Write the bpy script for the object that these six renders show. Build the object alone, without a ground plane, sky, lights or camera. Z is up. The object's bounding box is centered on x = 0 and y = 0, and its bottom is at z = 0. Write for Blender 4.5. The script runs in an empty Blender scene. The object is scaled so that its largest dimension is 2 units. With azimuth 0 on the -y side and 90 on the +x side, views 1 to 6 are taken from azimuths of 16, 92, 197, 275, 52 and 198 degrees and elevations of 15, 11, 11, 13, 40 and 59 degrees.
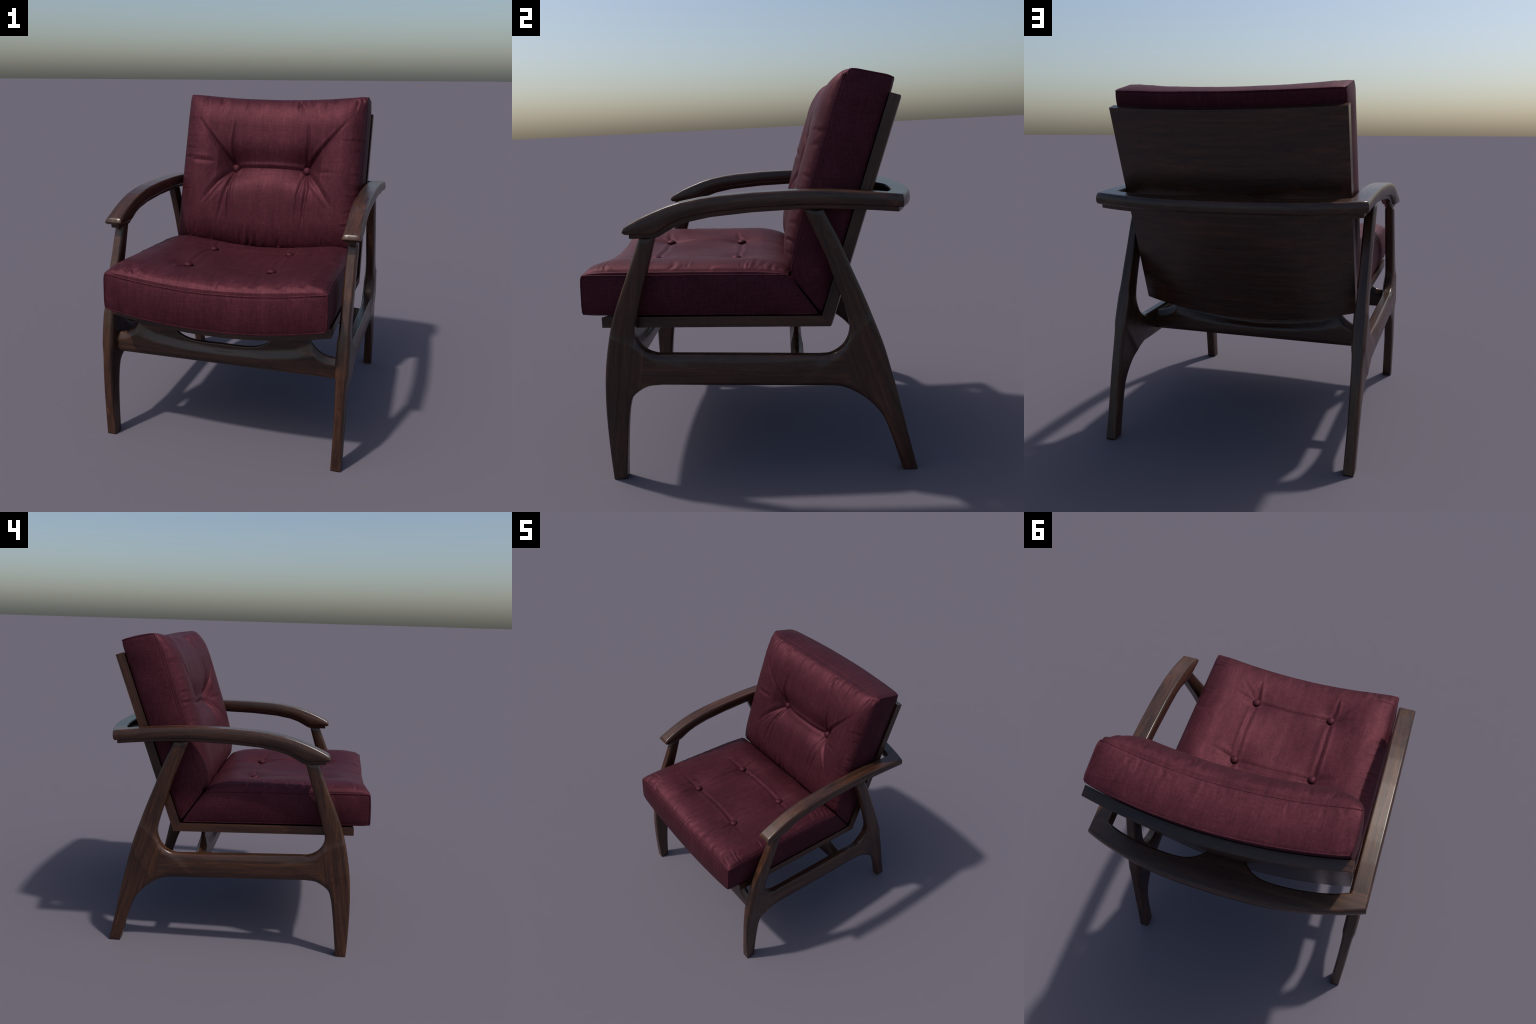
# Mid-century lounge chair: sculpted dark walnut frame, bent-wood seat shell,
# two tufted maroon cushions with covered buttons.
import bpy, bmesh, math, random
import numpy as np
from mathutils import Vector
from mathutils.geometry import delaunay_2d_cdt

rng = np.random.default_rng(7)
COL = bpy.context.scene.collection


# ------------------------------------------------------------------ helpers
def add_object(name, mesh, parent=None, mat=None):
    ob = bpy.data.objects.new(name, mesh)
    COL.objects.link(ob)
    ob.parent = parent
    if mat is not None and len(mesh.materials) == 0:
        mesh.materials.append(mat)
    return ob


def mesh_from(name, verts, faces, smooth=True, sharp_deg=None):
    me = bpy.data.meshes.new(name)
    me.from_pydata([tuple(map(float, v)) for v in verts], [], faces)
    me.validate()
    me.update()
    me.polygons.foreach_set("use_smooth", [smooth] * len(me.polygons))
    if sharp_deg is not None:
        me.set_sharp_from_angle(angle=math.radians(sharp_deg))
    return me


def spline(points, step):
    """Catmull-Rom through the points, resampled at about `step` spacing."""
    p = np.array(points, float)
    q = np.vstack([2 * p[0] - p[1], p, 2 * p[-1] - p[-2]])
    out = []
    for i in range(1, len(q) - 2):
        p0, p1, p2, p3 = q[i - 1], q[i], q[i + 1], q[i + 2]
        t1 = np.linalg.norm(p1 - p0) ** .5
        t2 = t1 + np.linalg.norm(p2 - p1) ** .5
        t3 = t2 + np.linalg.norm(p3 - p2) ** .5
        n = max(1, int(round(np.linalg.norm(p2 - p1) / step)))
        for k in range(n):
            t = t1 + (t2 - t1) * k / n
            a1 = (t1 - t) / t1 * p0 + t / t1 * p1
            a2 = (t2 - t) / (t2 - t1) * p1 + (t - t1) / (t2 - t1) * p2
            a3 = (t3 - t) / (t3 - t2) * p2 + (t - t2) / (t3 - t2) * p3
            b1 = (t2 - t) / t2 * a1 + t / t2 * a2
            b2 = (t3 - t) / (t3 - t1) * a2 + (t - t1) / (t3 - t1) * a3
            out.append((t2 - t) / (t2 - t1) * b1 + (t - t1) / (t2 - t1) * b2)
    out.append(p[-1])
    return np.array(out)


def chain(parts, step):
    """Join several splines into one closed outline (drops doubled joints)."""
    pts = []
    for part in parts:
        for q in spline(part, step):
            if not pts or np.linalg.norm(q - pts[-1]) > 1e-4:
                pts.append(q)
    if np.linalg.norm(pts[0] - pts[-1]) < 1e-4:
        pts.pop()
    return np.array(pts)


def signed_area(p):
    x, y = p[:, 0], p[:, 1]
    return .5 * np.sum(x * np.roll(y, -1) - y * np.roll(x, -1))


def outline_normals(p):
    """Inward normals of a counter-clockwise outline, with mitre length."""
    e = np.roll(p, -1, 0) - p
    e /= np.linalg.norm(e, axis=1)[:, None]
    n = np.stack([-e[:, 1], e[:, 0]], 1)
    m = n + np.roll(n, 1, 0)
    m /= np.linalg.norm(m, axis=1)[:, None]
    c = np.sum(m * n, 1)
    return m / np.maximum(c, .5)[:, None]


def seg_dist(q, a, b):
    """distance from many points q (n,2) to many segments a->b (m,2): min over segments"""
    best = np.full(len(q), 9.)
    ab = b - a
    L = np.maximum((ab ** 2).sum(1), 1e-12)
    for i in range(0, len(q), 400):
        d = q[i:i + 400, None, :] - a[None]
        t = np.clip((d * ab[None]).sum(2) / L[None], 0, 1)
        r = d - t[..., None] * ab[None]
        best[i:i + 400] = np.sqrt((r ** 2).sum(2)).min(1)
    return best


def inside(q, p):
    a, b = p, np.roll(p, -1, 0)
    res = np.zeros(len(q), bool)
    for (x0, y0), (x1, y1) in zip(a, b):
        c = ((y0 > q[:, 1]) != (y1 > q[:, 1]))
        if c.any():
            xx = x0 + (q[:, 1] - y0) / (y1 - y0 if y1 != y0 else 1e-9) * (x1 - x0)
            res ^= c & (q[:, 0] < xx)
    return res


def fill_outline(p, rings, grid, seams=()):
    """Triangulate the outline p (CCW) with offset rings and a grid inside.
    seams: pairs of boundary indices that become edges. Returns pts (n,2), tris."""
    nb = len(p)
    a, b = p, np.roll(p, -1, 0)
    nrm = outline_normals(p)
    extra = []
    for d in rings:
        q = p + nrm * d
        ok = inside(q, p)
        ok &= seg_dist(q, a, b) > d * .93
        extra.append(q[ok])
    lo, hi = p.min(0), p.max(0)
    gx, gy = np.meshgrid(np.arange(lo[0], hi[0], grid), np.arange(lo[1], hi[1], grid))
    q = np.stack([gx.ravel(), gy.ravel()], 1)
    q[:, 0] += (np.arange(len(q)) // gx.shape[1] % 2) * grid * .5
    q = q[inside(q, p)]
    q = q[seg_dist(q, a, b) > (rings[-1] if rings else 0) + grid * .5]
    extra.append(q)
    extra = np.vstack(extra)
    edges, sp = [], []
    for i, j in seams:
        n = max(2, int(np.linalg.norm(p[i] - p[j]) / .006))
        line = [p[i] + (p[j] - p[i]) * k / n for k in range(1, n)]
        extra = extra[seg_dist(extra, p[i][None], p[j][None]) > .0025]
        ids = [i] + [nb + len(sp) + k for k in range(len(line))] + [j]
        sp += line
        edges += list(zip(ids[:-1], ids[1:]))
    pts = np.vstack([p] + ([np.array(sp)] if sp else []) + [extra])
    r = delaunay_2d_cdt([Vector(v) for v in pts], edges, [list(range(nb))], 1, 1e-7)
    return np.array([tuple(v) for v in r[0]]), [tuple(f) for f in r[2]]


def two_sided(pts, tris, tp, tm, to3d):
    """Closed body from a flat triangulation: sheet at +tp and at -tm, joined by walls."""
    n = len(pts)
    up = [to3d(pts[i], tp[i]) for i in range(n)]
    dn = [to3d(pts[i], -tm[i]) for i in range(n)]
    faces, cnt = [], {}
    for t in tris:
        faces.append(t)
        faces.append(tuple(i + n for i in reversed(t)))
        for k in range(3):
            e = (t[k], t[(k + 1) % 3])
            cnt[e] = 1
    for (i, j) in list(cnt):
        if (j, i) not in cnt:
            faces.append((j, i, i + n, j + n))
    return np.array(up + dn), faces


def fix_normals(me):
    bm = bmesh.new()
    bm.from_mesh(me)
    bmesh.ops.recalc_face_normals(bm, faces=bm.faces)
    bm.to_mesh(me)
    bm.free()


# ---------------------------------------------------------------- materials
def nt(mat):
    mat.use_nodes = True
    t = mat.node_tree
    return t, t.nodes["Principled BSDF"]


def wood(name, grain_axis, tilt=0.0, seed=0.0, arch=0.0, gloss=.46, depth=1.):
    """Dark walnut. grain_axis 'X','Y','Z'; tilt turns the grain about X (radians)."""
    m = bpy.data.materials.new(name)
    t, bsdf = nt(m)
    N, L = t.nodes, t.links
    co = N.new("ShaderNodeTexCoord")
    rot = N.new("ShaderNodeMapping")
    rot.inputs["Rotation"].default_value = (tilt, 0, 0)
    rot.inputs["Location"].default_value = (seed, seed * .7, seed * 1.3)
    if arch:                       # straighten an arched part: z + arch * (y - 0.2)^2
        sp = N.new("ShaderNodeSeparateXYZ")
        L.new(co.outputs["Object"], sp.inputs[0])
        steps = [("SUBTRACT", sp.outputs["Y"], .2), ("POWER", None, 2.), ("MULTIPLY", None, arch), ("ADD", None, sp.outputs["Z"])]
        last = None
        for op, first, second in steps:
            x = N.new("ShaderNodeMath")
            x.operation = op
            L.new(first if first is not None else last, x.inputs[0])
            if isinstance(second, float):
                x.inputs[1].default_value = second
            else:
                L.new(second, x.inputs[1])
            last = x.outputs[0]
        cb = N.new("ShaderNodeCombineXYZ")
        L.new(sp.outputs["X"], cb.inputs["X"])
        L.new(sp.outputs["Y"], cb.inputs["Y"])
        L.new(last, cb.inputs["Z"])
        L.new(cb.outputs[0], rot.inputs["Vector"])
    else:
        L.new(co.outputs["Object"], rot.inputs["Vector"])

    wob = N.new("ShaderNodeTexNoise")
    wob.inputs["Scale"].default_value = 11.
    wob.inputs["Detail"].default_value = 2.
    L.new(rot.outputs[0], wob.inputs["Vector"])
    wv = N.new("ShaderNodeVectorMath")
    wv.operation = "MULTIPLY"
    amount = [0.] * 3
    amount["XYZ".index(grain_axis)] = .35
    wv.inputs[1].default_value = amount
    L.new(wob.outputs["Color"], wv.inputs[0])
    wa = N.new("ShaderNodeVectorMath")
    L.new(rot.outputs[0], wa.inputs[0])
    L.new(wv.outputs[0], wa.inputs[1])

    def stretched(across, along):
        mp = N.new("ShaderNodeMapping")
        s = [across] * 3
        s["XYZ".index(grain_axis)] = along
        mp.inputs["Scale"].default_value = s
        L.new(wa.outputs[0], mp.inputs["Vector"])
        return mp.outputs[0]

    def noise(vec, scale, detail, rough=.55, dist=0.):
        n = N.new("ShaderNodeTexNoise")
        n.inputs["Scale"].default_value = scale
        n.inputs["Detail"].default_value = detail
        n.inputs["Roughness"].default_value = rough
        n.inputs["Distortion"].default_value = dist
        L.new(vec, n.inputs["Vector"])
        return n.outputs["Fac"]

    def ramp(fac, stops):
        r = N.new("ShaderNodeValToRGB")
        while len(r.color_ramp.elements) < len(stops):
            r.color_ramp.elements.new(.5)
        for e, (pos, c) in zip(r.color_ramp.elements, stops):
            e.position = pos
            e.color = (*c, 1)
        L.new(fac, r.inputs["Fac"])
        return r.outputs["Color"]

    def mix(fac, a, b, mode="MIX"):
        x = N.new("ShaderNodeMix")
        x.data_type = "RGBA"
        x.blend_type = mode
        if isinstance(fac, float):
            x.inputs["Factor"].default_value = fac
        else:
            L.new(fac, x.inputs["Factor"])
        L.new(a, x.inputs["A"])
        L.new(b, x.inputs["B"])
        return x.outputs["Result"]

    fine = noise(stretched(270., 22.), 1., 4., .6, .5)
    bands = noise(stretched(48., 1.7), 1., 4., .55, .6)
    patch = noise(stretched(13., 1.3), 1., 2., .5)
    tones = [(.32, (.027, .0123, .0076)), (.46, (.041, .0182, .0104)), (.58, (.057, .0250, .0134)), (.72, (.080, .0348, .0174))]
    base = ramp(bands, [(p, tuple(depth * v for v in c)) for p, c in tones])
    streak = ramp(fine, [(.34, (.36, .40, .48)), (.47, (.90, .90, .92)), (.56, (1.04, 1.02, 1.)), (.70, (1.34, 1.26, 1.16))])
    cl = mix(.85, base, streak, "MULTIPLY")
    tint = ramp(patch, [(.32, (.68, .71, .78)), (.68, (1.26, 1.07, .95))])
    cl = mix(.75, cl, tint, "MULTIPLY")
    L.new(cl, bsdf.inputs["Base Color"])
    rr = N.new("ShaderNodeMapRange")
    rr.inputs["From Min"].default_value = .3
    rr.inputs["From Max"].default_value = .7
    rr.inputs["To Min"].default_value = .33
    rr.inputs["To Max"].default_value = .25
    L.new(fine, rr.inputs["Value"])
    L.new(rr.outputs[0], bsdf.inputs["Roughness"])
    bsdf.inputs["Specular IOR Level"].default_value = gloss
    bp = N.new("ShaderNodeBump")
    bp.inputs["Strength"].default_value = .10
    bp.inputs["Distance"].default_value = .002
    L.new(fine, bp.inputs["Height"])
    L.new(bp.outputs[0], bsdf.inputs["Normal"])
    return m


def fabric(name, tilt, warp=1.0):
    """Woven maroon upholstery with slubby threads running along and across."""
    m = bpy.data.materials.new(name)
    t, bsdf = nt(m)
    N, L = t.nodes, t.links
    co = N.new("ShaderNodeTexCoord")
    rot = N.new("ShaderNodeMapping")
    rot.inputs["Rotation"].default_value = (tilt, 0, 0)
    L.new(co.outputs["Object"], rot.inputs["Vector"])

    def noise(scale3, detail, rough=.6):
        mp = N.new("ShaderNodeMapping")
        mp.inputs["Scale"].default_value = scale3
        L.new(rot.outputs[0], mp.inputs["Vector"])
        n = N.new("ShaderNodeTexNoise")
        n.inputs["Scale"].default_value = 1.
        n.inputs["Detail"].default_value = detail
        n.inputs["Roughness"].default_value = rough
        L.new(mp.outputs[0], n.inputs["Vector"])
        return n.outputs["Fac"]

    def math_(op, a, b):
        x = N.new("ShaderNodeMath")
        x.operation = op
        for i, v in enumerate((a, b)):
            if isinstance(v, (int, float)):
                x.inputs[i].default_value = v
            else:
                L.new(v, x.inputs[i])
        return x.outputs[0]

    down = noise((260., 16., 16.), 4.)       # threads along the depth / height
    across = noise((16., 260., 260.), 4.)    # threads along the width
    side_up = noise((90., 300., 14.), 4.)    # side walls: the same cloth seen on the x faces
    side_along = noise((90., 14., 300.), 4.)
    slub = noise((26., 3.0, 3.0), 3.)        # wide faint streaks
    blot = noise((5., 5., 5.), 3.)
    face = math_("ADD", math_("MULTIPLY", down, .55), math_("MULTIPLY", across, .45))
    wall = math_("ADD", math_("MULTIPLY", side_up, .55), math_("MULTIPLY", side_along, .45))
    geo = N.new("ShaderNodeNewGeometry")
    sep = N.new("ShaderNodeSeparateXYZ")
    L.new(geo.outputs["Normal"], sep.inputs[0])
    is_wall = math_("GREATER_THAN", math_("ABSOLUTE", sep.outputs["X"], 0), .8)
    weave = math_("ADD", math_("MULTIPLY", wall, is_wall), math_("MULTIPLY", face, math_("SUBTRACT", 1, is_wall)))
    fleck = noise((85., 85., 85.), 5., .7)
    tone = math_("ADD", math_("ADD", math_("MULTIPLY", weave, .50), math_("MULTIPLY", fleck, .22)),
                 math_("ADD", math_("MULTIPLY", slub, .14), math_("MULTIPLY", blot, .14)))
    r = N.new("ShaderNodeValToRGB")
    stops = [(.38, (.034, .0066, .0114)), (.46, (.053, .0105, .0172)),
             (.54, (.074, .0160, .0246)), (.66, (.122, .0305, .0440))]
    while len(r.color_ramp.elements) < len(stops):
        r.color_ramp.elements.new(.5)
    for e, (p, c) in zip(r.color_ramp.elements, stops):
        e.position = p
        e.color = (*c, 1)
    L.new(tone, r.inputs["Fac"])
    L.new(r.outputs["Color"], bsdf.inputs["Base Color"])
    bsdf.inputs["Roughness"].default_value = .60
    bsdf.inputs["Metallic"].default_value = .55
    bsdf.inputs["Specular IOR Level"].default_value = .20
    bsdf.inputs["Sheen Weight"].default_value = .0
    bsdf.inputs["Sheen Roughness"].default_value = .45
    bsdf.inputs["Sheen Tint"].default_value = (.9, .55, .6, 1)
    bp = N.new("ShaderNodeBump")
    bp.inputs["Strength"].default_value = .28
    bp.inputs["Distance"].default_value = .0016
    L.new(tone, bp.inputs["Height"])
    L.new(bp.outputs[0], bsdf.inputs["Normal"])
    return m


W_FRONT_LEG = wood("walnut_front_leg", "Z", .16, 1.0)
W_REAR_LEG = wood("walnut_rear_leg", "Z", -.33, 2.0)
W_RAIL = wood("walnut_rail", "Y", .04, 3.0)
W_CROSS = wood("walnut_cross", "X", 0., 4.0)
W_ARM = wood("walnut_arm", "Y", 0., 5.0, .243)
W_BAR = wood("walnut_bar", "X", 0., 6.0)
W_SHELL = wood("walnut_shell", "X", 0., 7.0, 0., .54, .86)
W_SHELL_EDGE = {"seat_base": wood("walnut_seat_edge", "Y", .035, 8.0), "back_panel": wood("walnut_back_edge", "Z", .312, 9.0)}
FABRIC_SEAT = fabric("maroon_weave_seat", 0.)
FABRIC_BACK = fabric("maroon_weave_back", 0.)

chair = bpy.data.objects.new("lounge_chair", None)
chair.empty_display_size = .2
COL.objects.link(chair)
chair["label"] = "dark walnut lounge chair with tufted maroon cushions"
chair["category"] = "lounge chair"

# ------------------------------------------------------- side frames (legs + rail)
STEP = .006
front_edge = [(-.750, 0), (-.756, .15), (-.757, .295), (-.754, .42), (-.742, .565), (-.727, .660), (-.714, .724),
              (-.694, .806), (-.662, .903), (-.623, .998), (-.570, 1.121), (-.514, 1.2545)]
front_inner = [(-.438, 1.2545), (-.480, 1.118), (-.519, .998), (-.542, .921), (-.565, .838), (-.576, .795),
               (-.574, .757), (-.554, .714), (-.521, .683), (-.472, .665), (-.43, .6635)]
rail_top = [(-.43, .6635), (.33, .6285)]
rear_inner = [(.33, .6285), (.383, .632), (.422, .650), (.454, .679), (.473, .714), (.482, .753), (.481, .786),
              (.467, .848), (.437, .945), (.411, 1.020), (.380, 1.114), (.328, 1.240), (.278, 1.3585)]
rear_edge = [(.372, 1.3545), (.440, 1.207), (.499, 1.061), (.546, .948), (.601, .803), (.649, .667), (.685, .532),
             (.713, .424), (.768, .182), (.811, 0)]
rear_lower = [(.737, 0), (.712, .085), (.680, .190), (.632, .307), (.567, .384), (.504, .430), (.460, .453),
              (.412, .466), (.37, .4685)]
rail_bottom = [(.37, .4685), (-.46, .505)]
front_lower = [(-.46, .505), (-.532, .499), (-.583, .472), (-.616, .441), (-.634, .388), (-.650, .291), (-.671, .110),
               (-.682, 0)]
outline = chain([front_edge, front_inner[:1] + front_inner[1:], rail_top, rear_inner, rear_edge, rear_lower,
                 rail_bottom, front_lower, [front_lower[-1], front_edge[0]]], STEP)
# short straight tops of the legs come out of the chain as single edges
if signed_area(outline) < 0:
    outline = outline[::-1].copy()


def nearest(p, q):
    return int(np.argmin(((p - np.array(q)) ** 2).sum(1)))


front_seam = (nearest(outline, (-.532, .690)), nearest(outline, (-.572, .480)))
rear_seam = (nearest(outline, (.446, .671)), nearest(outline, (.500, .432)))
pts, tris = fill_outline(outline, [.0012, .004, .008, .013, .019, .026, .034], .011, [front_seam, rear_seam])
ea, eb = outline, np.roll(outline, -1, 0)
keep = ~((ea[:, 1] < 1e-4) & (eb[:, 1] < 1e-4))          # the soles stay square
dist = seg_dist(pts, ea[keep], eb[keep])
z = pts[:, 1]


def line_side(p, a, b):
    a, b = np.array(a), np.array(b)
    d = (b - a) / np.linalg.norm(b - a)
    return (p[:, 0] - a[0]) * d[1] - (p[:, 1] - a[1]) * d[0]


half = .0392 * np.ones(len(pts))
# carved planes that meet in soft creases around each joint
for a, b, s in (((-.715, .770), (-.545, .690), -1), ((-.735, .575), (-.575, .480), 1),
                ((.600, .820), (.455, .680), 1), ((.655, .660), (.505, .432), -1)):
    up = line_side(pts, a, b) * s
    region = np.clip((.42 - np.abs(pts[:, 0] - (a[0] + b[0]) / 2)) / .22, 0, 1)
    region = region * region * (3 - 2 * region)
    half -= region * .0085 * (1 - np.exp(-np.clip(up, 0, 1) / .030))
rail_zone = np.clip((pts[:, 0] + .53) / .08, 0, 1) * np.clip((.45 - pts[:, 0]) / .08, 0, 1) * (z > .44) * (z < .70)
foot = np.clip(1 - z / .30, 0, 1)
half = half - .0035 * foot
half = np.maximum(half, .0305)
edge_half = .0165 + .010 * foot ** 1.5
R = .034 - .014 * foot + .044 * rail_zone
tt = np.clip(dist / R, 0, 1)
T = edge_half + (half - edge_half) * np.sqrt(np.clip(1 - (1 - tt) ** 2, 0, 1))
centre_x = .6975 - .0065 * np.clip(1 - z / .28, 0, 1)


def build_side(sign):
    verts, faces = two_sided(pts, tris, T, T, lambda p, h: (0, p[0], p[1]))
    n = len(pts)
    verts[:n, 0] = centre_x + T
    verts[n:, 0] = centre_x - T
    verts[:, 0] *= sign
    whole = mesh_from("side_frame_whole", verts, faces)
    fix_normals(whole)
    vn = np.array([v.normal for v in whole.vertices])
    nb = outline
    rim_n = -outline_normals(outline)
    rim_n /= np.linalg.norm(rim_n, axis=1)[:, None]
    for i, q in enumerate(pts):                 # the narrow edge faces stay crisp and even
        if dist[i] < 1e-6:
            k = nearest(outline, q)
            vn[i] = vn[i + n] = (0, rim_n[k][0], rim_n[k][1])
    fs_a, fs_b = nb[front_seam[0]], nb[front_seam[1]]
    rs_a, rs_b = nb[rear_seam[0]], nb[rear_seam[1]]
    groups = {"front_leg": [], "side_rail": [], "rear_leg": []}
    yz = np.vstack([pts, pts])
    for poly in whole.polygons:
        vs = list(poly.vertices)
        c = yz[vs].mean(0)[None]
        if line_side(c, fs_a, fs_b)[0] * np.sign(line_side(np.array([[-.75, .58]]), fs_a, fs_b)[0]) > 0 and c[0, 0] < -.2:
            groups["front_leg"].append(vs)
        elif line_side(c, rs_a, rs_b)[0] * np.sign(line_side(np.array([[.70, .58]]), rs_a, rs_b)[0]) > 0 and c[0, 0] > .1:
            groups["rear_leg"].append(vs)
        else:
            groups["side_rail"].append(vs)
    mats = {"front_leg": W_FRONT_LEG, "side_rail": W_RAIL, "rear_leg": W_REAR_LEG}
    for name, fl in groups.items():
        used = sorted({i for f in fl for i in f})
        mp = {v: k for k, v in enumerate(used)}
        vv = list(verts[used])
        nn = list(vn[used])
        ff = []
        for f in fl:
            if len(f) == 4 and all(yz[i][1] < 1e-4 for i in f):     # flat sole
                k = len(vv)
                vv += [verts[i] for i in f]
                nn += [np.array((0, 0, -1.))] * 4
                ff.append([k, k + 1, k + 2, k + 3])
            else:
                ff.append([mp[i] for i in f])
        me = mesh_from(name, vv, ff)
        me.normals_split_custom_set_from_vertices([tuple(map(float, q)) for q in nn])
        add_object(name, me, chair, mats[name])
    bpy.data.meshes.remove(whole)


build_side(1)
build_side(-1)

# ------------------------------------------------------------- cross stretchers
half_top = [(0, .645), (.07, .6435), (.13, .644), (.19, .650), (.237, .664), (.272, .686), (.300, .715), (.312, .744)]
half_hump = [(.312, .744), (.405, .735), (.505, .744)]
half_end = [(.505, .744), (.522, .716), (.546, .686), (.578, .662), (.612, .648), (.672, .640)]
X_END = .672


def build_stretcher(y_mid, dz, depth):
    top = np.vstack([spline(half_top, .007)[:-1], spline(half_hump, .012)[:-1], spline(half_end, .007)])
    left = top[1:][::-1] * np.array([-1, 1])
    bottom = np.array([(x, .5255) for x in np.linspace(-X_END, X_END, 120)])
    ends_r = np.array([(X_END, q) for q in np.linspace(.64, .5255, 14)[1:-1]])
    ends_l = ends_r[::-1] * np.array([-1, 1])
    p = np.vstack([bottom, ends_r[::-1], top[::-1], left[::-1], ends_l[::-1]])
    if signed_area(p) < 0:
        p = p[::-1].copy()
    pt, tr = fill_outline(p, [.003, .008, .015, .024, .034], .011)
    contour = np.vstack([left, top])
    d_top = seg_dist(pt, contour[:-1], contour[1:])
    d_bot = pt[:, 1] - .5255
    # a deep scoop follows the wavy top edge; the lower band stays full thickness
    ax = np.abs(pt[:, 0])
    low = np.interp(ax, [0, .24, .41, .50, .56, .70], [.588, .590, .610, .628, .660, .700])
    high = np.interp(ax, [0, .07, .24, .42, .50, .56, .70], [.612, .616, .634, .664, .706, .740, .760])
    band = np.clip((high - pt[:, 1]) / (high - low), 0, 1)
    dip = contour[np.abs(contour[:, 0]) > .50]
    left_dip, right_dip = dip[dip[:, 0] < 0], dip[dip[:, 0] > 0]
    d_dip = np.minimum(seg_dist(pt, left_dip[:-1], left_dip[1:]), seg_dist(pt, right_dip[:-1], right_dip[1:]))
    scoop = np.clip(.30 + (d_dip - .004) / .045, 0, 1)
    s = np.minimum(.38 + .62 * band, scoop)
    thick = depth * s
    thick -= .010 * (1 - np.sqrt(np.clip(1 - (1 - np.clip(d_bot / .022, 0, 1)) ** 2, 0, 1)))
    thick -= .004 * (1 - np.sqrt(np.clip(1 - (1 - np.clip(d_top / .006, 0, 1)) ** 2, 0, 1)))
    v, f = two_sided(pt, tr, thick, thick, lambda q, h: (q[0], y_mid - h, q[1] + dz))
    me = mesh_from("stretcher", v, f)
    fix_normals(me)
    me.set_sharp_from_angle(angle=math.radians(48))
    add_object("stretcher", me, chair, W_CROSS)


build_stretcher(-.657, .001, .031)
build_stretcher(.222, -.018, .033)

# ------------------------------------------------------------- bent seat shell
SHELL_W = .640


def bow(x, w):
    return 1 - (np.asarray(x) / w) ** 2


def build_shell(name, corners):
    """corners: four profile points (y, z, sag_y, sag_z) going round; swept across x."""
    nx = 64
    xs = np.linspace(-SHELL_W, SHELL_W, nx)
    c = np.array(corners, float)
    bev = .0022
    prof = []
    m = len(c)
    for i in range(m):                        # small chamfer on every edge
        a, b, d = c[i - 1], c[i], c[(i + 1) % m]
        prof.append(b + (a - b) * bev / np.linalg.norm((a - b)[:2]))
        prof.append(b + (d - b) * bev / np.linalg.norm((d - b)[:2]))
    prof = np.array(prof)
    k = len(prof)
    verts, faces = [], []
    for x in xs:
        s = bow(x, SHELL_W)
        for q in prof:
            verts.append((x, q[0] + q[2] * s, q[1] + q[3] * s))
    for i in range(nx - 1):
        for j in range(k):
            faces.append((i * k + j, i * k + (j + 1) % k, (i + 1) * k + (j + 1) % k, (i + 1) * k + j))
    faces.append(tuple(range(k)))
    faces.append(tuple(range((nx - 1) * k, nx * k))[::-1])
    me = mesh_from(name, verts, faces)
    fix_normals(me)
    me.set_sharp_from_angle(angle=math.radians(30))
    me.materials.append(W_SHELL)
    me.materials.append(W_SHELL_EDGE[name])
    for p in me.polygons:
        if abs(p.normal.x) > .9:
            p.material_index = 1
    return add_object(name, me, chair)


SAG_F, SAG_C, SAG_T = (.0, -.070), (.050, -.070), (.066, -.020)
outer_c, inner_c = (.395, .751), (.353, .8085)
build_shell("seat_base", [(-.757, .791, *SAG_F), (*outer_c, *SAG_C), (*inner_c, *SAG_C), (-.755, .846, *SAG_F)])
build_shell("back_panel", [(*outer_c, *SAG_C), (.754, 1.8615, *SAG_T), (.7025, 1.878, *SAG_T), (*inner_c, *SAG_C)])

# --------------------------------------------------- armrests and curved back rail
top_y = [-.70, -.592, -.578, -.558, -.495, -.432, -.370, -.308, -.217, -.126, .039, .200, .300, .390, .510, .629, .738, .90]
top_z = [1.248, 1.304, 1.3115, 1.323, 1.353, 1.378, 1.400, 1.417, 1.432, 1.441, 1.449, 1.4505, 1.449, 1.445, 1.436, 1.4235,
         1.411, 1.391]
low_y = [-.70, -.592, -.560, -.440, -.422, -.391, -.359, -.312, -.251, -.160, .036, .270, .389, .508, .626, .739, .90]
low_z = [1.276, 1.275, 1.274, 1.274, 1.279, 1.297, 1.3155, 1.337, 1.352, 1.363, 1.3765, 1.380, 1.376, 1.3685, 1.3595, 1.3475,
         1.329]
foot_y = [-.70, -.559, -.436, -.418, -.382, -.334, -.272, -.164, .034, .270, .390, .510, .630, .727, .90]
foot_z = [1.252, 1.252, 1.252, 1.256, 1.277, 1.301, 1.321, 1.340, 1.354, 1.359, 1.355, 1.347, 1.3365, 1.326, 1.307]


def smooth_curve(ys, zs):
    g = np.arange(ys[0], ys[-1], .002)
    v = np.interp(g, ys, zs)
    kern = np.exp(-np.linspace(-2, 2, 17) ** 2)
    kern /= kern.sum()
    vp = np.convolve(np.pad(v, 8, mode="reflect", reflect_type="odd"), kern, "valid")
    return lambda y: np.interp(y, g, vp)


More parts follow.
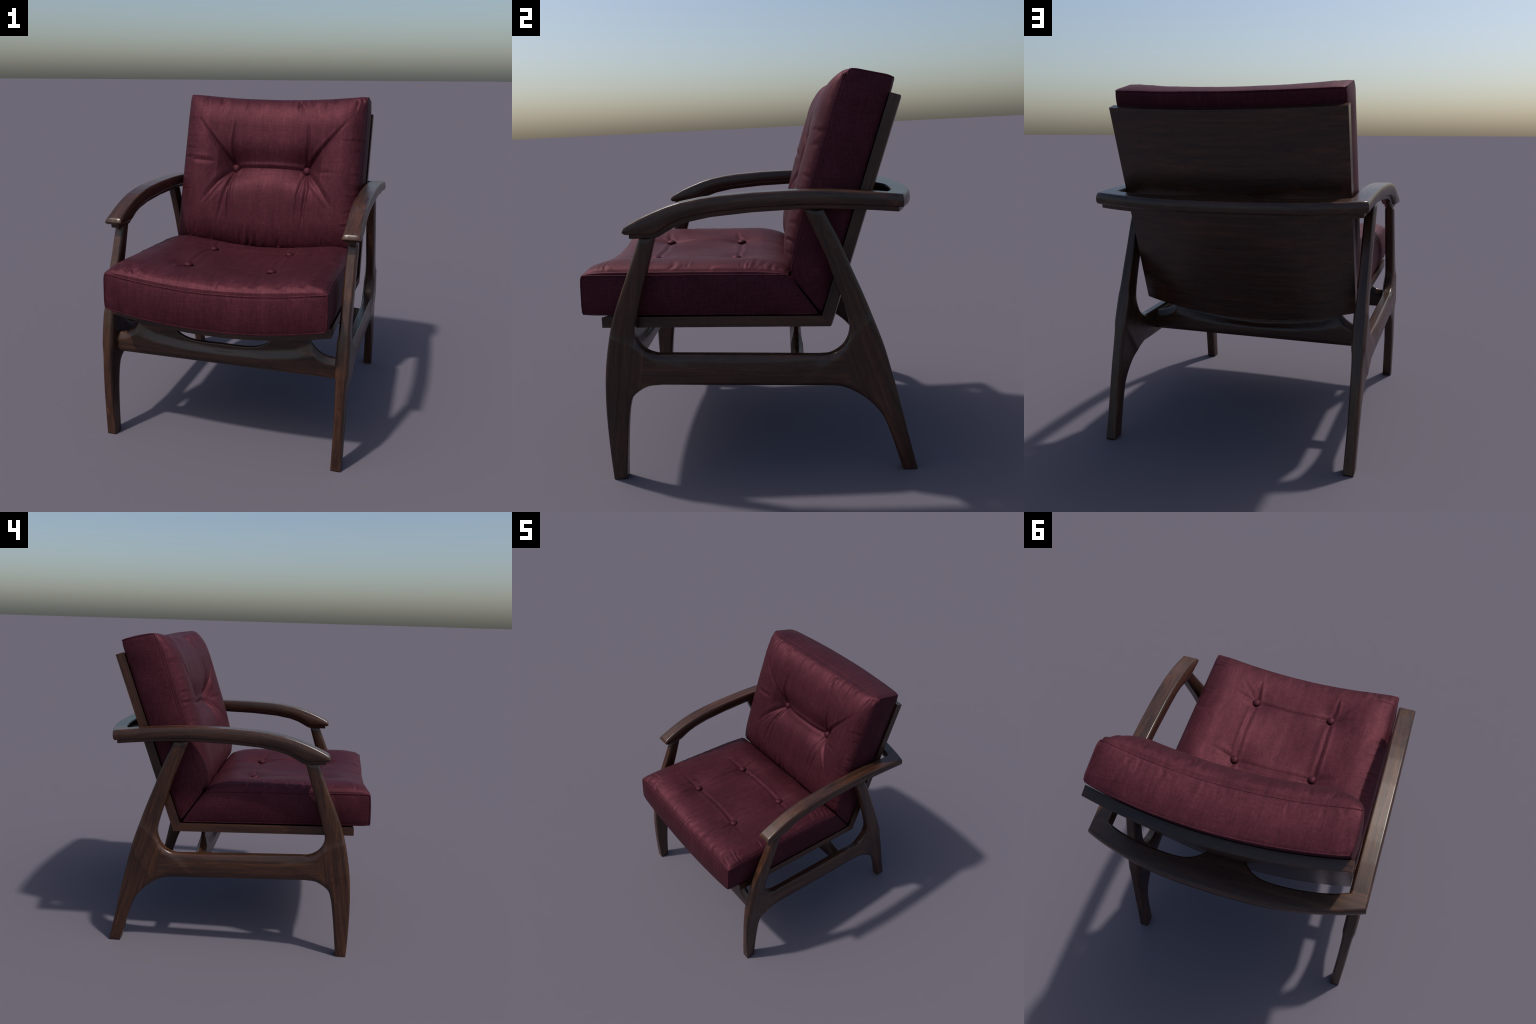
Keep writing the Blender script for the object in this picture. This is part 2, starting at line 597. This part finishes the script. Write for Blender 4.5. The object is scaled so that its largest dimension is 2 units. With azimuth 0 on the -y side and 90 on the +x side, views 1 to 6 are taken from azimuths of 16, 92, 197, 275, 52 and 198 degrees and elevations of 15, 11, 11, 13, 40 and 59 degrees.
TOP, LOW, FOOT = smooth_curve(top_y, top_z), smooth_curve(low_y, low_z), smooth_curve(foot_y, foot_z)
rear_half = [(.751, .745), (.700, .764), (.630, .786), (.536, .811), (.405, .838), (.235, .858), (0, .866)]
inner_half = [(.090, .650), (.112, .676), (.135, .698), (.165, .717), (.205, .731), (.262, .7365), (.335, .735), (.407, .730),
              (.525, .711), (.600, .691), (.6475, .673)]
rh, ih = spline(rear_half, .012), spline(inner_half, .009)


def run(a, b, n):
    a, b = np.array(a), np.array(b)
    return np.array([a + (b - a) * k / n for k in range(n)])


XI, XO, YF = .6475, .750, -.586
# points keep clear of the convex corners so that the inset copies stay free of loops
rear_run = rh[:-1][np.linalg.norm(rh[:-1] - rh[0], axis=1) > .032]
right = np.vstack([run((0, .650), inner_half[0], 8), ih, run((XI, .662), (XI, YF + .034), 106), [(XI, YF), (XI + .034, YF),
                   (XO - .034, YF), (XO, YF)], run((XO, YF + .034), (XO + .001, .711), 110), [(XO + .001, .711), rear_half[0]], rear_run])
plan = np.vstack([right, [[0, .866]], (right[1:] * np.array([-1, 1]))[::-1]])
if signed_area(plan) < 0:
    plan = plan[::-1].copy()


def offset_plan(p, d):
    return p + outline_normals(p) * d


def nose(y, w, mapz):
    """Height on the arm; the front tip closes in a round nose."""
    z0 = mapz(y, w)
    q = np.clip((YF + .015 - y) / .015, 0, 1)
    mid = mapz(y, .47)
    return mid + (z0 - mid) * math.sqrt(1 - (.90 * q) ** 2)


def build_arms(levels, mapz, names, mats, parents=None):
    """Stack inset copies of the U-shaped plan, cap, slice across, then bend to the arm curve."""
    bm = bmesh.new()
    rings = []
    for d, w in levels:
        q = offset_plan(plan, d)
        rings.append([bm.verts.new((a, b, w)) for a, b in q])
    n = len(plan)
    for r0, r1 in zip(rings[:-1], rings[1:]):
        for i in range(n):
            j = (i + 1) % n
            bm.faces.new((r0[i], r0[j], r1[j], r1[i]))
    bm.faces.new(rings[0][::-1])
    bm.faces.new(rings[-1])
    for yc in np.concatenate([np.arange(YF + .0015, YF + .026, .003), np.arange(-.55, .87, .02)]):
        bmesh.ops.bisect_plane(bm, geom=bm.verts[:] + bm.edges[:] + bm.faces[:], plane_co=(0, yc, 0), plane_no=(0, 1, 0))
    seam_y = .668
    bmesh.ops.bisect_plane(bm, geom=bm.verts[:] + bm.edges[:] + bm.faces[:], plane_co=(0, seam_y, 0), plane_no=(0, 1, 0))
    big = [f for f in bm.faces if len(f.verts) > 4]
    bmesh.ops.triangulate(bm, faces=big)
    for v in bm.verts:
        v.co.z = float(nose(v.co.y, v.co.z, mapz))
    bmesh.ops.recalc_face_normals(bm, faces=bm.faces)
    bm.normal_update()
    me = bpy.data.meshes.new("arm_whole")
    bm.to_mesh(me)
    bm.free()
    V = np.array([v.co[:] for v in me.vertices])
    parts = {0: [], 1: [], 2: []}
    for p in me.polygons:
        c = V[list(p.vertices)].mean(0)
        k = 2 if (c[1] > seam_y or abs(c[0]) < .5) else (0 if c[0] > 0 else 1)
        parts[k].append(list(p.vertices))
    out = []
    for k in (0, 1, 2):
        used = sorted({i for f in parts[k] for i in f})
        mp = {v: i for i, v in enumerate(used)}
        m = mesh_from(names[k], V[used], [[mp[i] for i in f] for f in parts[k]])
        m.set_sharp_from_angle(angle=math.radians(55))
        out.append(add_object(names[k], m, parents[k] if parents else chair, mats[k]))
    bpy.data.meshes.remove(me)
    return out


# rounded slab: (inset, height fraction) from under-side to top
slab = [(.020, 0), (.016, 0), (.009, .03), (.004, .10), (.001, .22), (0, .42), (.0006, .60), (.003, .78), (.0065, .91), (.0095, .97), (.0130, .998), (.0150, 1.), (.0185, 1.)]
arms = build_arms(slab, lambda y, w: LOW(y) + (TOP(y) - LOW(y)) * w, ("armrest", "armrest", "back_rail"), (W_ARM, W_ARM, W_BAR))
strip = [(.029, 0), (.0265, .12), (.026, 1.)]
build_arms(strip, lambda y, w: FOOT(y) + (LOW(y) + .006 - FOOT(y)) * w, ("under_strip", "under_strip", "under_strip"),
           (W_ARM, W_ARM, W_BAR), arms)


# -------------------------------------------------------------------- cushions
def ticks(length, fine, coarse_step):
    n = max(2, int(round((length - 2 * fine[-1]) / coarse_step)))
    mid = np.linspace(fine[-1], length - fine[-1], n + 1)
    t = np.concatenate([fine[:-1], mid, length - np.array(fine[:-1])[::-1]])
    return t / length


WELT_D = [0, .0022, .0045, .0070, .0100, .0140, .0200, .0600, 9.]
WELT_H = [.0009, .0009, -.0002, -.0028, -.0034, -.0020, -.0004, 0., 0.]
FINE = [0, .0015, .003, .0045, .006, .008, .0105, .014, .019]


def ease(d, length, power=1.):
    return np.sin(np.clip(d / length, 0, 1) * math.pi / 2) ** power


def dome(d, length, blunt=2.):
    t = np.clip(d / length, 0, 1)
    return np.maximum(1 - (1 - t) ** blunt, 0) ** (1 / blunt) if blunt != 1 else t


def crease(x, s, path, depth, width, side=0.0, fade=(0., 1.)):
    """A pulled fold along a polyline: a sharp valley with a soft shoulder, fading to its ends."""
    p = np.array(path, float)
    a, b = p[:-1], p[1:]
    ln = np.linalg.norm(b - a, axis=1)
    cum = np.concatenate([[0], np.cumsum(ln)])
    best = np.full(x.shape, 9.)
    tt_ = np.zeros(x.shape)
    sd = np.zeros(x.shape)
    for i in range(len(a)):
        ab = b[i] - a[i]
        dx, ds = x - a[i][0], s - a[i][1]
        t = np.clip((dx * ab[0] + ds * ab[1]) / (ln[i] ** 2), 0, 1)
        rx, rs = dx - t * ab[0], ds - t * ab[1]
        d = np.hypot(rx, rs)
        m = d < best
        best = np.where(m, d, best)
        tt_ = np.where(m, (cum[i] + t * ln[i]) / cum[-1], tt_)
        sd = np.where(m, np.sign(dx * ab[1] - ds * ab[0]), sd)
    f0, f1 = fade
    env = np.ones_like(tt_)
    if f1 < 1:
        env *= np.clip((1 - tt_) / (1 - f1), 0, 1)
    if f0 > 0:
        env *= np.clip(tt_ / f0, 0, 1)
    env = env * env * (3 - 2 * env)
    w = width * (.55 + .45 * env)
    valley = depth * np.exp(-best / w) * env
    ridge = depth * .42 * np.exp(-((best - 2.4 * w) / (1.3 * w)) ** 2) * (1 + side * sd) * env
    return valley, ridge


def folds(items):
    """Lay several creases over each other: where they meet the deepest one wins."""
    v = sum(q[0] ** 4 for q in items) ** .25
    r = np.max([q[1] for q in items], axis=0)
    return r * np.clip(1 - v / .008, 0, 1) - v


def puckers(x, s, edge_pos, along, inward, length, count, seed, depth=.0042, wide=1.):
    """Short gathers that run in from a sewn edge."""
    r = np.random.default_rng(seed)
    h = np.zeros(x.shape)
    pos = np.sort(r.uniform(-length / 2 * .95, length / 2 * .95, count))
    for p in pos:
        L = r.uniform(.035, .15)
        w = r.uniform(.0050, .0125) * wide
        lean = r.uniform(-.35, .35)
        dp = r.uniform(.2, .85) * depth
        off = along - p - lean * inward - .05 * lean * np.sin(inward * 40)
        start = r.uniform(.0, .02)
        env = np.clip((inward - .004 - start) / .018, 0, 1) * np.clip((L + start - inward) / (L * .75), 0, 1)
        h += dp * env * (-np.exp(-(off / w) ** 2) + .6 * np.exp(-((off - 2.1 * w) / (1.5 * w)) ** 2))
    return h


def soft_noise(x, s, seed, n=26, kmin=6., kmax=34.):
    r = np.random.default_rng(seed)
    h = np.zeros(x.shape)
    for _ in range(n):
        k = r.uniform(kmin, kmax)
        a = r.uniform(0, math.pi)
        h += np.sin(k * (math.cos(a) * x + math.sin(a) * s) + r.uniform(0, 6.3)) * (8. / k)
    return h / math.sqrt(n)


def build_cushion(name, P, SAG, width, face_puff, rear_puff, box_puff, mat, seed, edge_r, corner_pull):
    """P / SAG: profile corners keyed (b, c); b runs along the face, c=1 is the sitting face.
    width: half width. face_puff(x, s) gives the height of the sitting face."""
    Pc = {k: np.array(v, float) for k, v in P.items()}
    Sg = {k: np.array(v, float) for k, v in SAG.items()}
    lb = np.linalg.norm(Pc[1, 1] - Pc[0, 1])
    lc = np.linalg.norm(Pc[0, 1] - Pc[0, 0])
    ta, tb, tc = ticks(2 * width, FINE, .0055), ticks(lb, FINE, .0055), ticks(lc, FINE, .010)

    def base(a, b, c):
        w = [(1 - b) * (1 - c), (1 - b) * c, b * (1 - c), b * c]
        keys = [(0, 0), (0, 1), (1, 0), (1, 1)]
        x = (2 * a - 1) * width
        k = bow(x, width)
        yz = sum(wi[..., None] * Pc[q] for wi, q in zip(w, keys)) + k[..., None] * sum(wi[..., None] * Sg[q] for wi, q in zip(w, keys))
        return np.stack([x, yz[..., 0], yz[..., 1]], -1)

    def unit(v):
        v = np.array(v, float)
        return v / np.linalg.norm(v)

    def perp(u, v):                       # profile normal of the edge u->v, pointing away from centre
        d = Pc[v] - Pc[u]
        n = np.array([d[1], -d[0]])
        mid = sum(Pc.values()) / 4
        if np.dot(n, (Pc[u] + Pc[v]) / 2 - mid) < 0:
            n = -n
        n = n / np.linalg.norm(n)
        return np.array([0, n[0], n[1]])

    NRM = {"c1": perp((0, 1), (1, 1)), "c0": perp((0, 0), (1, 0)), "b0": perp((0, 0), (0, 1)), "b1": perp((1, 0), (1, 1)),
           "a0": np.array([-1., 0, 0]), "a1": np.array([1., 0, 0])}
    verts, faces = [], []

    def add_face(key, t0, t1):
        A, B = np.meshgrid(t0, t1, indexing="ij")
        one = np.ones_like(A)
        if key[0] == "c":
            a, b, c = A, B, one * int(key[1])
            l0, l1 = 2 * width, lb
        elif key[0] == "b":
            a, b, c = A, one * int(key[1]), B
            l0, l1 = 2 * width, lc
        else:
            a, b, c = one * int(key[1]), A, B
            l0, l1 = lb, lc
        pos = base(a, b, c)
        d0, d1 = np.minimum(A, 1 - A) * l0, np.minimum(B, 1 - B) * l1
        dm = np.minimum(d0, d1)
        if key == "c1":
            h = face_puff(pos[..., 0], b * lb, lb)
        elif key == "c0":
            h = rear_puff * ease(d0, .1) * ease(d1, .1)
        else:
            h = box_puff * ease(d0, .12) * ease(d1, lc * .5)
            h = h + .0016 * soft_noise(A * l0 * 1.0, B * l1 * .35, seed + hash_key(key), 22, 14., 70.) * ease(dm, .05)
            u = A * l0 - l0 / 2
            h = h + puckers(u, u, 0, u, (1 - B) * l1, l0, int(l0 * 16), seed + 50 + hash_key(key), .0022)
        welt = np.interp(dm, WELT_D, WELT_H) * (1. if key[0] == 'c' else .45)
        rim = dm <= 1e-9
        r = edge_r
        de = np.where(dm < r, .293 * r + dm * .707, dm)
        rnd = np.where(dm < r, -(r - np.sqrt(np.maximum(r * r - (r - np.minimum(de, r)) ** 2, 0))), 0)
        disp = np.where(rim, 0, welt) + h + rnd
        pos = pos + disp[..., None] * NRM[key]
        axes = [q for q in "abc" if q != key[0]]      # pull the border in so the fillet is round
        for ax_, t, ln in ((axes[0], A, l0), (axes[1], B, l1)):
            for end, dd in (("0", t * ln), ("1", (1 - t) * ln)):
                pos = pos - (.293 * np.maximum(r - dd, 0))[..., None] * NRM[ax_ + end]
        dx_, db_, dc_ = np.minimum(a, 1 - a) * 2 * width, np.minimum(b, 1 - b) * lb, np.minimum(c, 1 - c) * lc
        near = np.sqrt(dx_ ** 2 + db_ ** 2 + dc_ ** 2)
        pull = corner_pull * np.clip(1 - near / .055, 0, 1) ** 1.6
        for ax_, v in (("a", a), ("b", b), ("c", c)):
            for end in (0, 1):
                pos = pos - (pull * (np.abs(v - end) < .5))[..., None] * NRM[ax_ + str(end)]
        for q, n in NRM.items():               # vertices on sewn edges move out along all their faces
            v = {"a": a, "b": b, "c": c}[q[0]]
            on = rim & (np.abs(v - int(q[1])) < 1e-9)
            pos = pos + np.where(on, WELT_H[0], 0)[..., None] * n
        i0 = len(verts)
        n0, n1 = A.shape
        verts.extend(pos.reshape(-1, 3))
        for i in range(n0 - 1):
            for j in range(n1 - 1):
                q = i0 + i * n1 + j
                faces.append((q, q + 1, q + n1 + 1, q + n1))

    add_face("c1", ta, tb)
    add_face("c0", ta, tb)
    for q in ("b0", "b1"):
        add_face(q, ta, tc)
    for q in ("a0", "a1"):
        add_face(q, tb, tc)
    V = np.array(verts)
    V[:, 2] += .0020 * soft_noise(V[:, 0] * 1.3, V[:, 1] + V[:, 2] * .7, seed + 9, 24, 14., 90.)   # slightly uneven sewing
    me = mesh_from(name, V, faces)
    bm = bmesh.new()
    bm.from_mesh(me)
    bmesh.ops.remove_doubles(bm, verts=bm.verts, dist=2e-5)
    bmesh.ops.recalc_face_normals(bm, faces=bm.faces)
    bm.to_mesh(me)
    bm.free()
    me.polygons.foreach_set("use_smooth", [True] * len(me.polygons))
    ob = add_object(name, me, chair, mat)

    # thin sewn welt along both faces and the corner seams
    pv, pf, seg, rad = [], [], 8, .0034

    def welt_line(key, t):
        fixed = {"a": key[0], "b": key[1], "c": key[2]}
        arr = {q: (t if v is None else np.full_like(t, float(v))) for q, v in fixed.items()}
        p = base(arr["a"], arr["b"], arr["c"])
        ends = [q + str(int(v)) for q, v in fixed.items() if v is not None]
        out_dir = NRM[ends[0]] + NRM[ends[1]]
        run_ax = [q for q, v in fixed.items() if v is None][0]
        ln = {"a": 2 * width, "b": lb, "c": lc}[run_ax]
        near = np.minimum(t, 1 - t) * ln
        pull = corner_pull * np.clip(1 - near / .055, 0, 1) ** 1.6
        p = p + out_dir * (-.293 * edge_r + (.0004 if key[2] != 0 else -.0012))
        p = p - pull[:, None] * out_dir
        p[:, 2] += .0020 * soft_noise(p[:, 0] * 1.3, p[:, 1] + p[:, 2] * .7, seed + 9, 24, 14., 90.)
        tan = np.gradient(p, axis=0)
        tan /= np.linalg.norm(tan, axis=1)[:, None]
        u = out_dir / np.linalg.norm(out_dir)
        u = u - (tan @ u)[:, None] * tan
        u /= np.linalg.norm(u, axis=1)[:, None]
        v = np.cross(tan, u)
        i0 = len(pv)
        for i in range(len(p)):
            for k in range(seg):
                an = 2 * math.pi * k / seg
                pv.append(p[i] + rad * (math.cos(an) * u[i] + math.sin(an) * v[i]))
        for i in range(len(p) - 1):
            for k in range(seg):
                q, w_ = i0 + i * seg + k, i0 + i * seg + (k + 1) % seg
                pf.append((q, w_, w_ + seg, q + seg))
        pf.append(tuple(range(i0, i0 + seg))[::-1])
        pf.append(tuple(range(len(pv) - seg, len(pv))))

    for c_ in (0, 1):
        for e_ in (0, 1):
            welt_line((None, e_, c_), np.linspace(.008, .992, 200))
            welt_line((e_, None, c_), np.linspace(.009, .991, 160))
    for a_ in (0, 1):
        for b_ in (0, 1):
            welt_line((a_, b_, None), np.linspace(.05, .95, 40))
    pm = mesh_from("piping", pv, pf)
    fix_normals(pm)
    add_object("piping", pm, ob, mat)["kind"] = "stuff"

    def surface(x, s):
        a = np.array([[x / (2 * width) + .5]])
        b = np.array([[s / lb]])
        p = base(a, b, np.ones_like(a))[0, 0]
        return p + NRM["c1"] * float(face_puff(np.array([[x]]), np.array([[s]]), lb)[0, 0]), NRM["c1"]

    return ob, surface


def hash_key(k):
    return {"c1": 1, "c0": 2, "b0": 3, "b1": 4, "a0": 5, "a1": 6}[k]


BX = .251
S_SEAT = (.295, .724)
CW = .631


def seat_puff(x, s, L):
    cr = []
    dx = CW - np.abs(x)
    f = .080 * dome(dx, .17, 1.8) * dome(s, .18, 2.1) * dome(L - s, .20, 1.7)
    inner = np.clip(1 - np.abs(x) / .25, 0, 1) ** .5
    f = f - .010 * inner * ease(s, .3)
    for bx in (-BX, BX):
        for bs in S_SEAT:
            r = np.sqrt((x - bx) ** 2 + (s - bs) ** 2 + .020 ** 2)
            f = f - .016 * np.exp(-r / .040) - .016 * np.exp(-(r / .10) ** 2)
    f0, r0 = S_SEAT
    for bx in (-BX, BX):
        sg = math.copysign(1, bx)
        cr.append(crease(x, s, [(bx, f0), (bx + .004 * sg, (f0 + r0) / 2), (bx, r0)], .0055, .010, .3 * sg))
        cr.append(crease(x, s, [(bx, f0), (bx + .010 * sg, f0 - .08), (bx + .014 * sg, f0 - .20)], .008, .010, .4, (0, .25)))
        cr.append(crease(x, s, [(bx, r0), (bx + .01 * sg, r0 + .10), (bx + .02 * sg, r0 + .22)], .006, .010, -.3, (0, .3)))
        for bs in S_SEAT:
            cr.append(crease(x, s, [(bx, bs), (bx + .10 * sg, bs - .02), (bx + .22 * sg, bs - .03)], .005, .012, 0, (0, .1)))
        cr.append(crease(x, s, [(bx, f0), (bx + .09 * sg, f0 - .09), (bx + .16 * sg, f0 - .15)], .004, .012, 0, (0, .1)))
    cr.append(crease(x, s, [(-BX, f0), (0, f0 + .010), (BX, f0)], .0045, .010, .4))
    cr.append(crease(x, s, [(-BX, r0), (0, r0 + .004), (BX, r0)], .0045, .010, -.4))
    f = f + folds(cr)
    f = f + puckers(x, s, 0, x, s, 2 * CW, 20, 11, .0095, 1.7)
    f = f + puckers(x, s, 0, x, L - s, 2 * CW, 30, 12, .0040)
    f = f + puckers(x, s, 0, s - L / 2, CW - x, L, 18, 13, .0058)
    f = f + puckers(x, s, 0, s - L / 2, CW + x, L, 18, 14, .0058)
    f = f + .0016 * soft_noise(x * 1.4, s * .8, 15) * ease(dx, .1) * ease(s, .1) * ease(L - s, .1)
    return f


S_BACK = .535


def back_puff(x, s, L):
    cr = []
    dx = CW - .005 - np.abs(x)
    f = (.078 + .040 * ease(s, .55)) * dome(dx, .19, 1.8) * dome(s, .18) * dome(L - s, .21)
    for bx in (-BX, BX):
        r = np.sqrt((x - bx) ** 2 + (s - S_BACK) ** 2 + .024 ** 2)
        f = f - .018 * np.exp(-r / .050) - .024 * np.exp(-(r / .13) ** 2)
    cr.append(crease(x, s, [(-BX, S_BACK), (-.12, S_BACK + .004), (0, S_BACK + .006), (.12, S_BACK + .004), (BX, S_BACK)], .009, .010, -.5))
    f = f - .042 * np.exp(-((s - S_BACK - .015) / .095) ** 2) * ease(.36 - np.abs(x), .16)
    for bx in (-BX, BX):
        sg = math.copysign(1, bx)
        b = (bx, S_BACK)
        # straight up, to the corners, and the long pulls down to the seat
        cr.append(crease(x, s, [b, (bx + .012 * sg, S_BACK + .15), (bx - .002 * sg, S_BACK + .36)], .0100, .008, .3 * sg, (0, .35)))
        cr.append(crease(x, s, [b, (bx + .11 * sg, S_BACK + .125), (bx + .29 * sg, S_BACK + .335)], .0125, .012, -.3 * sg, (0, .15)))
        cr.append(crease(x, s, [b, (bx + .02 * sg, S_BACK - .13), (bx + .008 * sg, S_BACK - .34), (bx - .03 * sg, S_BACK - .5)], .0120, .009, .4 * sg, (0, .30)))
        cr.append(crease(x, s, [b, (bx + .10 * sg, S_BACK - .115), (bx + .23 * sg, S_BACK - .30)], .0120, .013, .4 * sg, (0, .20)))
        # the same pulls seen broadly: wide soft hollows fanning out from each button
        for ex, es, dp in ((.33, .38, .018), (.24, -.32, .009), (0., -.42, .006), (.01, .30, .005)):
            f = f + np.minimum(crease(x, s, [b, (bx + ex * sg, S_BACK + es)], dp, .042, 0, (0, .05))[0] * -1, 0)
    b = (-BX, S_BACK)
    cr.append(crease(x, s, [b, (-BX - .07, S_BACK - .12), (-BX - .20, S_BACK - .31)], .008, .012, 0, (0, .3)))
    cr.append(crease(x, s, [b, (-BX - .045, S_BACK - .2), (-BX - .10, S_BACK - .46)], .0085, .010, 0, (.1, .4)))
    b = (BX, S_BACK)
    cr.append(crease(x, s, [b, (BX - .035, S_BACK - .17), (BX - .05, S_BACK - .46)], .0080, .009, 0, (.1, .3)))
    cr.append(crease(x, s, [(BX + .05, S_BACK - .02), (BX + .22, S_BACK - .03)], .004, .012, 0, (.2, .3)))
    cr.append(crease(x, s, [(-BX - .12, S_BACK + .02), (-BX - .32, S_BACK + .015)], .005, .012, .3, (.3, .6)))
    f = f + folds(cr)
    f = f + puckers(x, s, 0, x, L - s, 2 * CW, 22, 21, .0125, 1.35)
    f = f + puckers(x, s, 0, x, s, 2 * CW, 26, 22, .0105)
    f = f + puckers(x, s, 0, s - L / 2, CW - x, L, 16, 23, .0045)
    f = f + puckers(x, s, 0, s - L / 2, CW + x, L, 16, 24, .0045)
    f = f + .0018 * soft_noise(x * 1.3, s * .9, 25) * ease(dx, .1) * ease(s, .1) * ease(L - s, .1)
    return f


seat_cushion, seat_surface = build_cushion(
    "seat_cushion",
    {(0, 1): (-.846, 1.063), (1, 1): (.189, 1.026), (1, 0): (.342, .8115), (0, 0): (-.856, .857)},
    {(0, 1): (.010, -.064), (1, 1): (.050, -.066), (1, 0): (.050, -.066), (0, 0): (.005, -.070)},
    CW, seat_puff, .002, .012, FABRIC_SEAT, 100, .0065, .003)
back_cushion, back_surface = build_cushion(
    "back_cushion",
    {(0, 1): (.199, 1.030), (1, 1): (.514, 2.002), (1, 0): (.726, 1.953), (0, 0): (.3535, .8125)},
    {(0, 1): (.050, -.062), (1, 1): (.050, -.036), (1, 0): (.064, -.018), (0, 0): (.050, -.066)},
    CW - .005, back_puff, .002, .012, FABRIC_BACK, 200, .011, .006)

# ------------------------------------------------------------ covered buttons
bm = bmesh.new()
profile = [(0, .0125), (.008, .0118), (.0145, .0095), (.0195, .0060), (.0225, .0015), (.0225, -.003), (.0195, -.008), (.012, -.012), (0, -.013)]
pr = spline(profile, .0025)
seg = 32
loops = []
for r, h in pr:
    if r < 1e-4:
        loops.append([bm.verts.new((0, 0, h))])
    else:
        loops.append([bm.verts.new((r * math.cos(2 * math.pi * k / seg), r * math.sin(2 * math.pi * k / seg), h)) for k in range(seg)])
for l0, l1 in zip(loops[:-1], loops[1:]):
    for k in range(seg):
        j = (k + 1) % seg
        if len(l0) == 1:
            bm.faces.new((l0[0], l1[k], l1[j]))
        elif len(l1) == 1:
            bm.faces.new((l0[k], l1[0], l0[j]))
        else:
            bm.faces.new((l0[k], l1[k], l1[j], l0[j]))
bmesh.ops.recalc_face_normals(bm, faces=bm.faces)
button_mesh = bpy.data.meshes.new("button")
bm.to_mesh(button_mesh)
bm.free()
button_mesh.polygons.foreach_set("use_smooth", [True] * len(button_mesh.polygons))
button_mesh.materials.append(FABRIC_SEAT)

for surf, spots, owner, lift in ((seat_surface, [(sx * BX, s) for s in S_SEAT for sx in (-1, 1)], seat_cushion, .0150),
                                 (back_surface, [(sx * BX, S_BACK) for sx in (-1, 1)], back_cushion, .0310)):
    for (bx, bs) in spots:
        p, n = surf(bx, bs)
        ob = bpy.data.objects.new("button", button_mesh)
        COL.objects.link(ob)
        ob.parent = owner
        ob.rotation_euler = Vector(n).to_track_quat("Z", "Y").to_euler()
        ob.scale = (1.2, 1.2, 1.25)
        ob.location = Vector(p) + Vector(n) * lift
